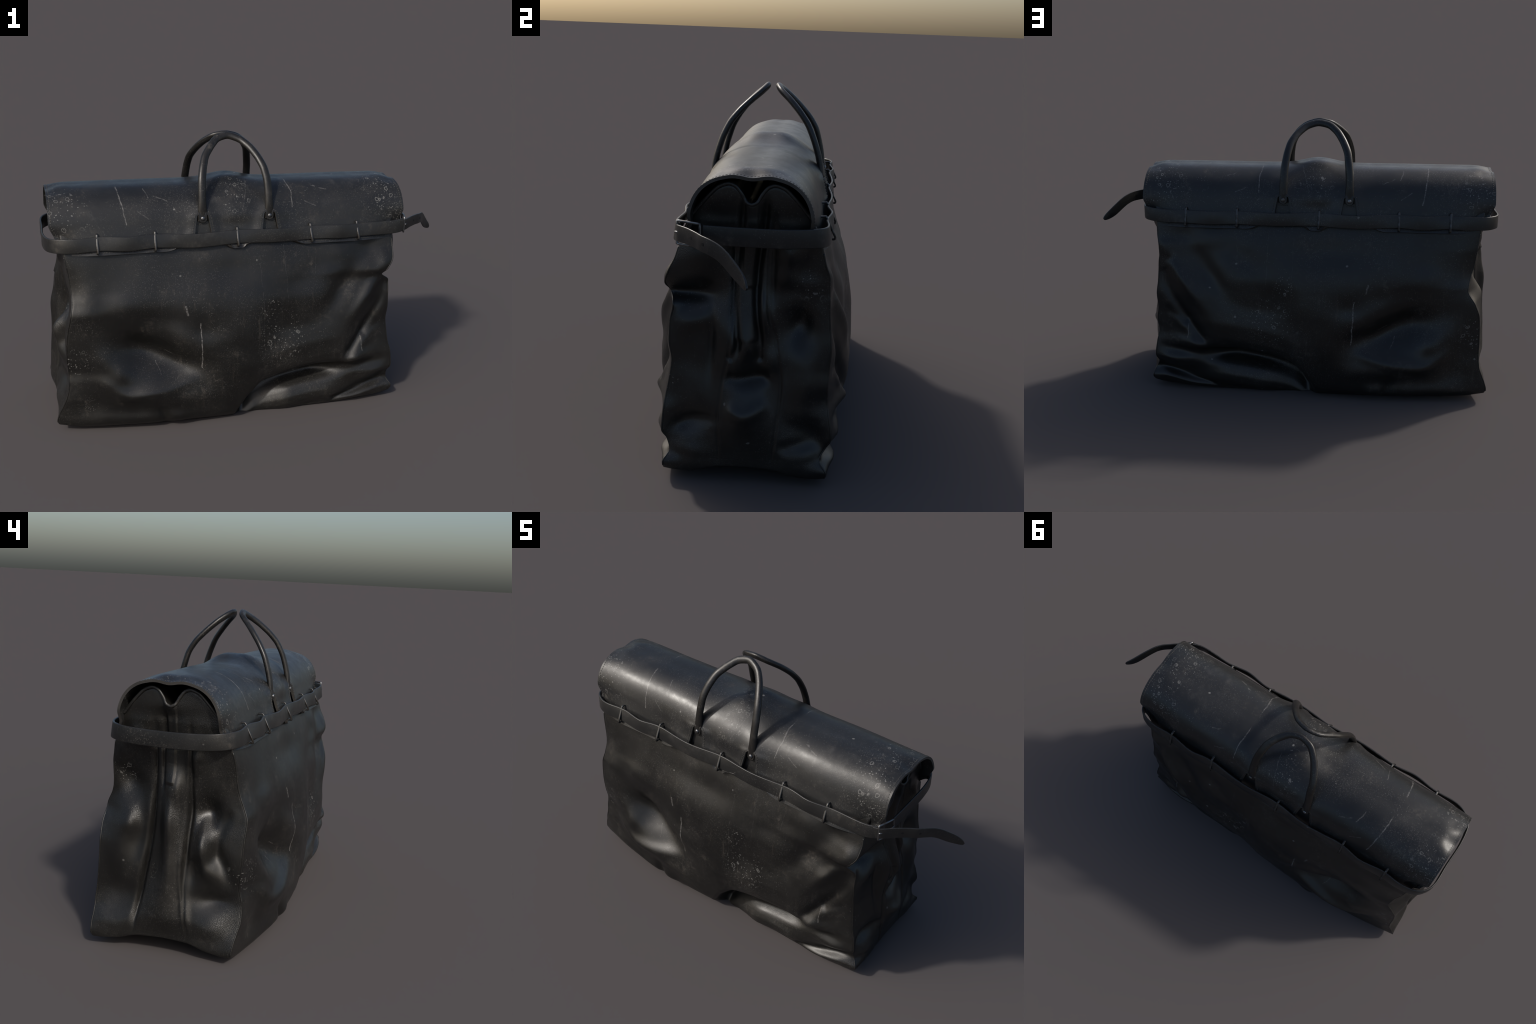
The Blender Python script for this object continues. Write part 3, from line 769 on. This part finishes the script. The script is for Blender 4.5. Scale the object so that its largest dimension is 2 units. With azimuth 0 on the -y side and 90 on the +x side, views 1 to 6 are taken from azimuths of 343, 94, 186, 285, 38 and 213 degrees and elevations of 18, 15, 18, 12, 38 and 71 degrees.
def build_handle(sy, lean):
    pts = [(XC - a*1.0, sy*y, z) for a, z, y in arch] + [(XC + a, sy*y, z) for a, z, y in arch[::-1]]
    smooth = catmull(pts, 96)
    # stiff leather: slightly angular bends
    rnd = random.Random(11 if sy < 0 else 23)
    knots = smooth[::6].copy()
    if not np.allclose(knots[-1], smooth[-1]): knots = np.vstack([knots, smooth[-1]])
    for k in range(3, len(knots) - 3):
        knots[k] += np.array([rnd.uniform(-1, 1)*.0032, rnd.uniform(-1, 1)*.0032, rnd.uniform(-1, 1)*.0032])
    seg = []
    for i in range(len(knots) - 1):
        for t in np.linspace(0, 1, 6, endpoint=False): seg.append(knots[i]*(1-t) + knots[i+1]*t)
    seg.append(knots[-1]); seg = np.array(seg)
    for _ in range(4):
        seg[1:-1] = 0.25*seg[:-2] + 0.5*seg[1:-1] + 0.25*seg[2:]
    n = len(seg)
    frames = []; sc = []
    for i in range(n):
        f = min(i, n - 1 - i) / (n - 1)
        nrm = np.array([0, sy*1.0, 0.55 * min(1, f*6)])
        frames.append(nrm)
        k = float(sstep(0.10, 0.0, f)); 
        sc.append((1.0 + 0.30*k + 0.06*float(sstep(.5, .1, f)), 1.0 - 0.40*k))
    sec = [(0.0178*math.cos(a), 0.0125*math.sin(a)) for a in np.linspace(0, 2*math.pi, 16, endpoint=False)]
    V, F = sweep(seg, sec, frames=frames, scale=sc)
    ob = add_obj("handle", make_mesh("handle", V, F), MAT_HANDLE)
    sharp_by_angle(ob, 60)
    for hx in HANDLE_X:
        # flat foot that carries the rivet and the tab sewn to the bag below it
        foot = [(-.019, .030), (-.0205, .010), (-.0195, -.006), (-.012, -.0165), (0, -.019), (.012, -.0165), (.0195, -.006), (.0205, .010), (.019, .030)]
        V = []; F = []
        for dy in (-.004, .004, .0058):
            kx = 0.90 if dy > .005 else 1.0
            for fx, fz in foot:
                z = 0.978 + fz * kx
                V.append((hx + fx*kx, sy * (0.2185 - (z - 0.978)*0.16 + dy), z))
        m = len(foot)
        for lay in range(2):
            for i in range(m):
                F.append((lay*m+i, lay*m+(i+1) % m, (lay+1)*m+(i+1) % m, (lay+1)*m+i))
        F.append(tuple(range(m))[::-1]); F.append(tuple(2*m+i for i in range(m)))
        me = make_mesh("handle_foot", V, F); fo = add_obj("handle_foot", me, MAT_HANDLE, ob)
        bm = bmesh.new(); bm.from_mesh(me); bmesh.ops.recalc_face_normals(bm, faces=bm.faces); bm.to_mesh(me); bm.free()
        sharp_by_angle(fo, 35)
        # rivet
        R = 0.0105; V = []; F = []; nr, na = 6, 20
        for i in range(nr + 1):
            a = math.pi/2 * i / nr
            for j in range(na):
                g = 2*math.pi*j/na
                V.append((hx + R*math.cos(a)*math.cos(g), sy*(0.2243 + R*0.62*math.sin(a)), 0.979 + R*math.cos(a)*math.sin(g)))
        for i in range(nr):
            for j in range(na):
                F.append((i*na+j, i*na+(j+1) % na, (i+1)*na+(j+1) % na, (i+1)*na+j))
        add_obj("rivet", make_mesh("rivet", V, F), MAT_STEEL, ob)
        # tab
        prof = [(1.004, .2025), (.975, .2090), (.94, .2160), (.90, .2270), (.85, .2450)]
        pr = catmull(prof, 16)
        V, F = [], []; nc = 9
        for lay, off in ((0, -.008), (1, .0)):
            for z, y in pr:
                w = 0.0225 + 0.0135 * (1.004 - z) / 0.075
                for i in range(nc):
                    V.append((hx + w * (2*i/(nc-1) - 1), sy * (y + off), z))
        nz = len(pr)
        F += grid_faces(nc, nz) + grid_faces(nc, nz, nc*nz)
        for j in range(nz - 1):
            for i in (0, nc - 1):
                F.append((j*nc+i, (j+1)*nc+i, nc*nz+(j+1)*nc+i, nc*nz+j*nc+i))
        for i in range(nc - 1):
            for j in (0, nz - 1):
                F.append((j*nc+i, j*nc+i+1, nc*nz+j*nc+i+1, nc*nz+j*nc+i))
        me = make_mesh("handle_tab", V, F)
        bm = bmesh.new(); bm.from_mesh(me); bmesh.ops.recalc_face_normals(bm, faces=bm.faces); bm.to_mesh(me); bm.free()
        tb = add_obj("handle_tab", me, MAT_STRAP, ob); sharp_by_angle(tb, 35)
        zs = 0.951
        stitches("stitching", [(hx - .024, sy*0.2145, zs), (hx, sy*.2145, zs), (hx + .024, sy*.2145, zs)], [(0, sy, 0)]*3, tb, 0.009, 0.006, 0.0015)
    return ob

build_handle(-1, 0); build_handle(1, 0)

# ------------------------------------------------------------------ belt
STAPLES = [XC - .624, XC - .384, XC, XC + .386, XC + .626]
def belt_side(sy):
    """control points along one long side, -x to +x: tucked in at the staples, bowed between"""
    out = []
    for i, x in enumerate(STAPLES):
        out.append((x, sy * 0.2545, 0.894))
        if i < 4:
            xm = (x + STAPLES[i+1]) / 2
            bow = 0.011 if i in (0, 3) else 0.008
            out.append((xm, sy * (0.2550 + bow), 0.890 + 0.003*math.sin(5*xm)))
    return out

fr_side = belt_side(-1); bk_side = belt_side(1)
belt_ctrl = ([(0.724, -0.232, 0.902), (0.66, -0.252, 0.898)] + fr_side[::-1] +
             [(-0.87, -0.256, 0.889), (-0.938, -0.234, 0.887), (-0.980, -0.188, 0.884), (-0.996, -0.09, 0.880), (-0.993, 0.04, 0.879), (-0.993, 0.15, 0.884),
              (-0.972, 0.208, 0.888), (-0.926, 0.244, 0.890), (-0.85, 0.258, 0.892)] + bk_side +
             [(0.61, 0.256, 0.896), (0.675, 0.246, 0.900), (0.718, 0.212, 0.903), (0.736, 0.12, 0.900), (0.740, -0.03, 0.900), (0.741, -0.15, 0.902)])
bp = catmull(belt_ctrl, 620)
lean = []
for p in bp:
    k = float(sstep(0.20, 0.245, abs(p[1])))
    near = min(abs(p[0] - x) for x in STAPLES)
    k *= 0.12 + 0.16 * math.exp(-(near / 0.08)**2)
    lean.append(np.array([0, -np.sign(p[1])*k, 1.0]))
V, F = sweep(bp, rounded_rect(0.0085, 0.064, 0.0035, 3), frames=lean)
BELT = add_obj("belt", make_mesh("belt", V, F), MAT_STRAP)
sharp_by_angle(BELT, 50)

tail_ctrl = [(0.700, -0.2425, 0.900), (0.735, -0.232, 0.902), (0.778, -0.196, 0.904), (0.823, -0.160, 0.903), (0.851, -0.139, 0.901), (0.875, -0.113, 0.898), (0.896, -0.083, 0.889),
             (0.915, -0.058, 0.875), (0.933, -0.037, 0.858), (0.952, -0.016, 0.840), (0.972, 0.003, 0.824), (0.997, 0.020, 0.806)]
tp = catmull(tail_ctrl, 70)
tfr, tsc = [], []
for i, p in enumerate(tp):
    f = i / 69
    g = float(sstep(0.4, 0.9, f)); tfr.append(np.array([0.15*g, 0.12*g, 1.0]))
    tsc.append((1.0, (1 - 0.18*f) * (1.0 if f < 0.80 else math.sqrt(max(0.03, 1 - ((f - 0.80) / 0.205)**2)))))
V, F = sweep(tp, rounded_rect(0.007, 0.056, 0.003, 3), frames=tfr, scale=tsc)
TAIL = add_obj("belt_tail", make_mesh("belt_tail", V, F), MAT_STRAP, BELT)
sharp_by_angle(TAIL, 50)
# punched holes: solid plugs through the tail, coloured near-black for the shadow inside
MAT_HOLE = leather("hole_shadow", base=(0.003, 0.003, 0.003), wear=0.0, speck=0.0, streak=0.0, rough=(0.8, 0.9))
for i in (20, 32):
    t = tp[i+1] - tp[i-1]; t /= np.linalg.norm(t); up = tfr[i] - (tfr[i] @ t)*t; up /= np.linalg.norm(up); sd = np.cross(t, up)
    V = [tp[i] + sd*d + (t*math.cos(2*math.pi*j/14) + up*math.sin(2*math.pi*j/14))*0.0056 for d in (-.0042, .0042) for j in range(14)]
    F = [(j, (j+1) % 14, 14+(j+1) % 14, 14+j) for j in range(14)] + [tuple(range(14))[::-1], tuple(range(14, 28))]
    add_obj("hole_shadow_plug", make_mesh("hole_shadow_plug", V, F, False), MAT_HOLE, TAIL)

# staples that hold the belt to the flap
sp = [(0, .218, .931), (0, .241, .933), (0, .2445, .928), (0, .2770, .862), (0, .2765, .856), (0, .272, .8535), (0, .244, .858)]
for sy in (-1, 1):
    base = None
    for i, x in enumerate(STAPLES):
        if base is None:
            path = [(0, sy*y, z) for _, y, z in sp]
            P = []
            for a, b in zip(path[:-1], path[1:]):
                for t in np.linspace(0, 1, 4, endpoint=False): P.append(np.array(a)*(1-t) + np.array(b)*t)
            P.append(np.array(path[-1])); P = np.array(P)
            V, F = sweep(P, rounded_rect(0.0108, 0.0068, 0.0025, 2), frames=[np.array([0, 1, 0.9])]*len(P) if False else [np.array([1e-3, -(P[min(j+1, len(P)-1)]-P[max(j-1, 0)])[2], (P[min(j+1, len(P)-1)]-P[max(j-1, 0)])[1]]) for j in range(len(P))])
            base = make_mesh("belt_staple", V, F)
        ob = add_obj("belt_staple", base, MAT_IRON, FLAP)
        ob.location.x = x; ob.rotation_euler = (0, math.radians(random.uniform(-2, 2)), math.radians(random.uniform(-3, 3)))
        # keep the rotation about the staple itself small and local
        ob.location.y = 0

# buckle
bk_pts = [(0.724, -0.2365, 0.940), (0.736, -0.205, 0.940), (0.748, -0.160, 0.938), (0.749, -0.158, 0.866), (0.738, -0.205, 0.864), (0.724, -0.2370, 0.864)]
ring = []
for a, b in zip(bk_pts, bk_pts[1:] + bk_pts[:1]):
    for t in np.linspace(0, 1, 6, endpoint=False): ring.append(np.array(a)*(1-t) + np.array(b)*t)
V, F = sweep(np.array(ring), ellipse(0.0045, 0.0045, 10), up_hint=(0.94, -0.34, 0.02), closed=True)
BUCKLE = add_obj("buckle", make_mesh("buckle", V, F), MAT_STEEL, BELT)
tube("buckle_prong", catmull([(0.752, -0.158, 0.902), (0.752, -0.19, 0.904), (0.742, -0.222, 0.905), (0.729, -0.243, 0.904)], 12), 0.0036, MAT_STEEL, BUCKLE)
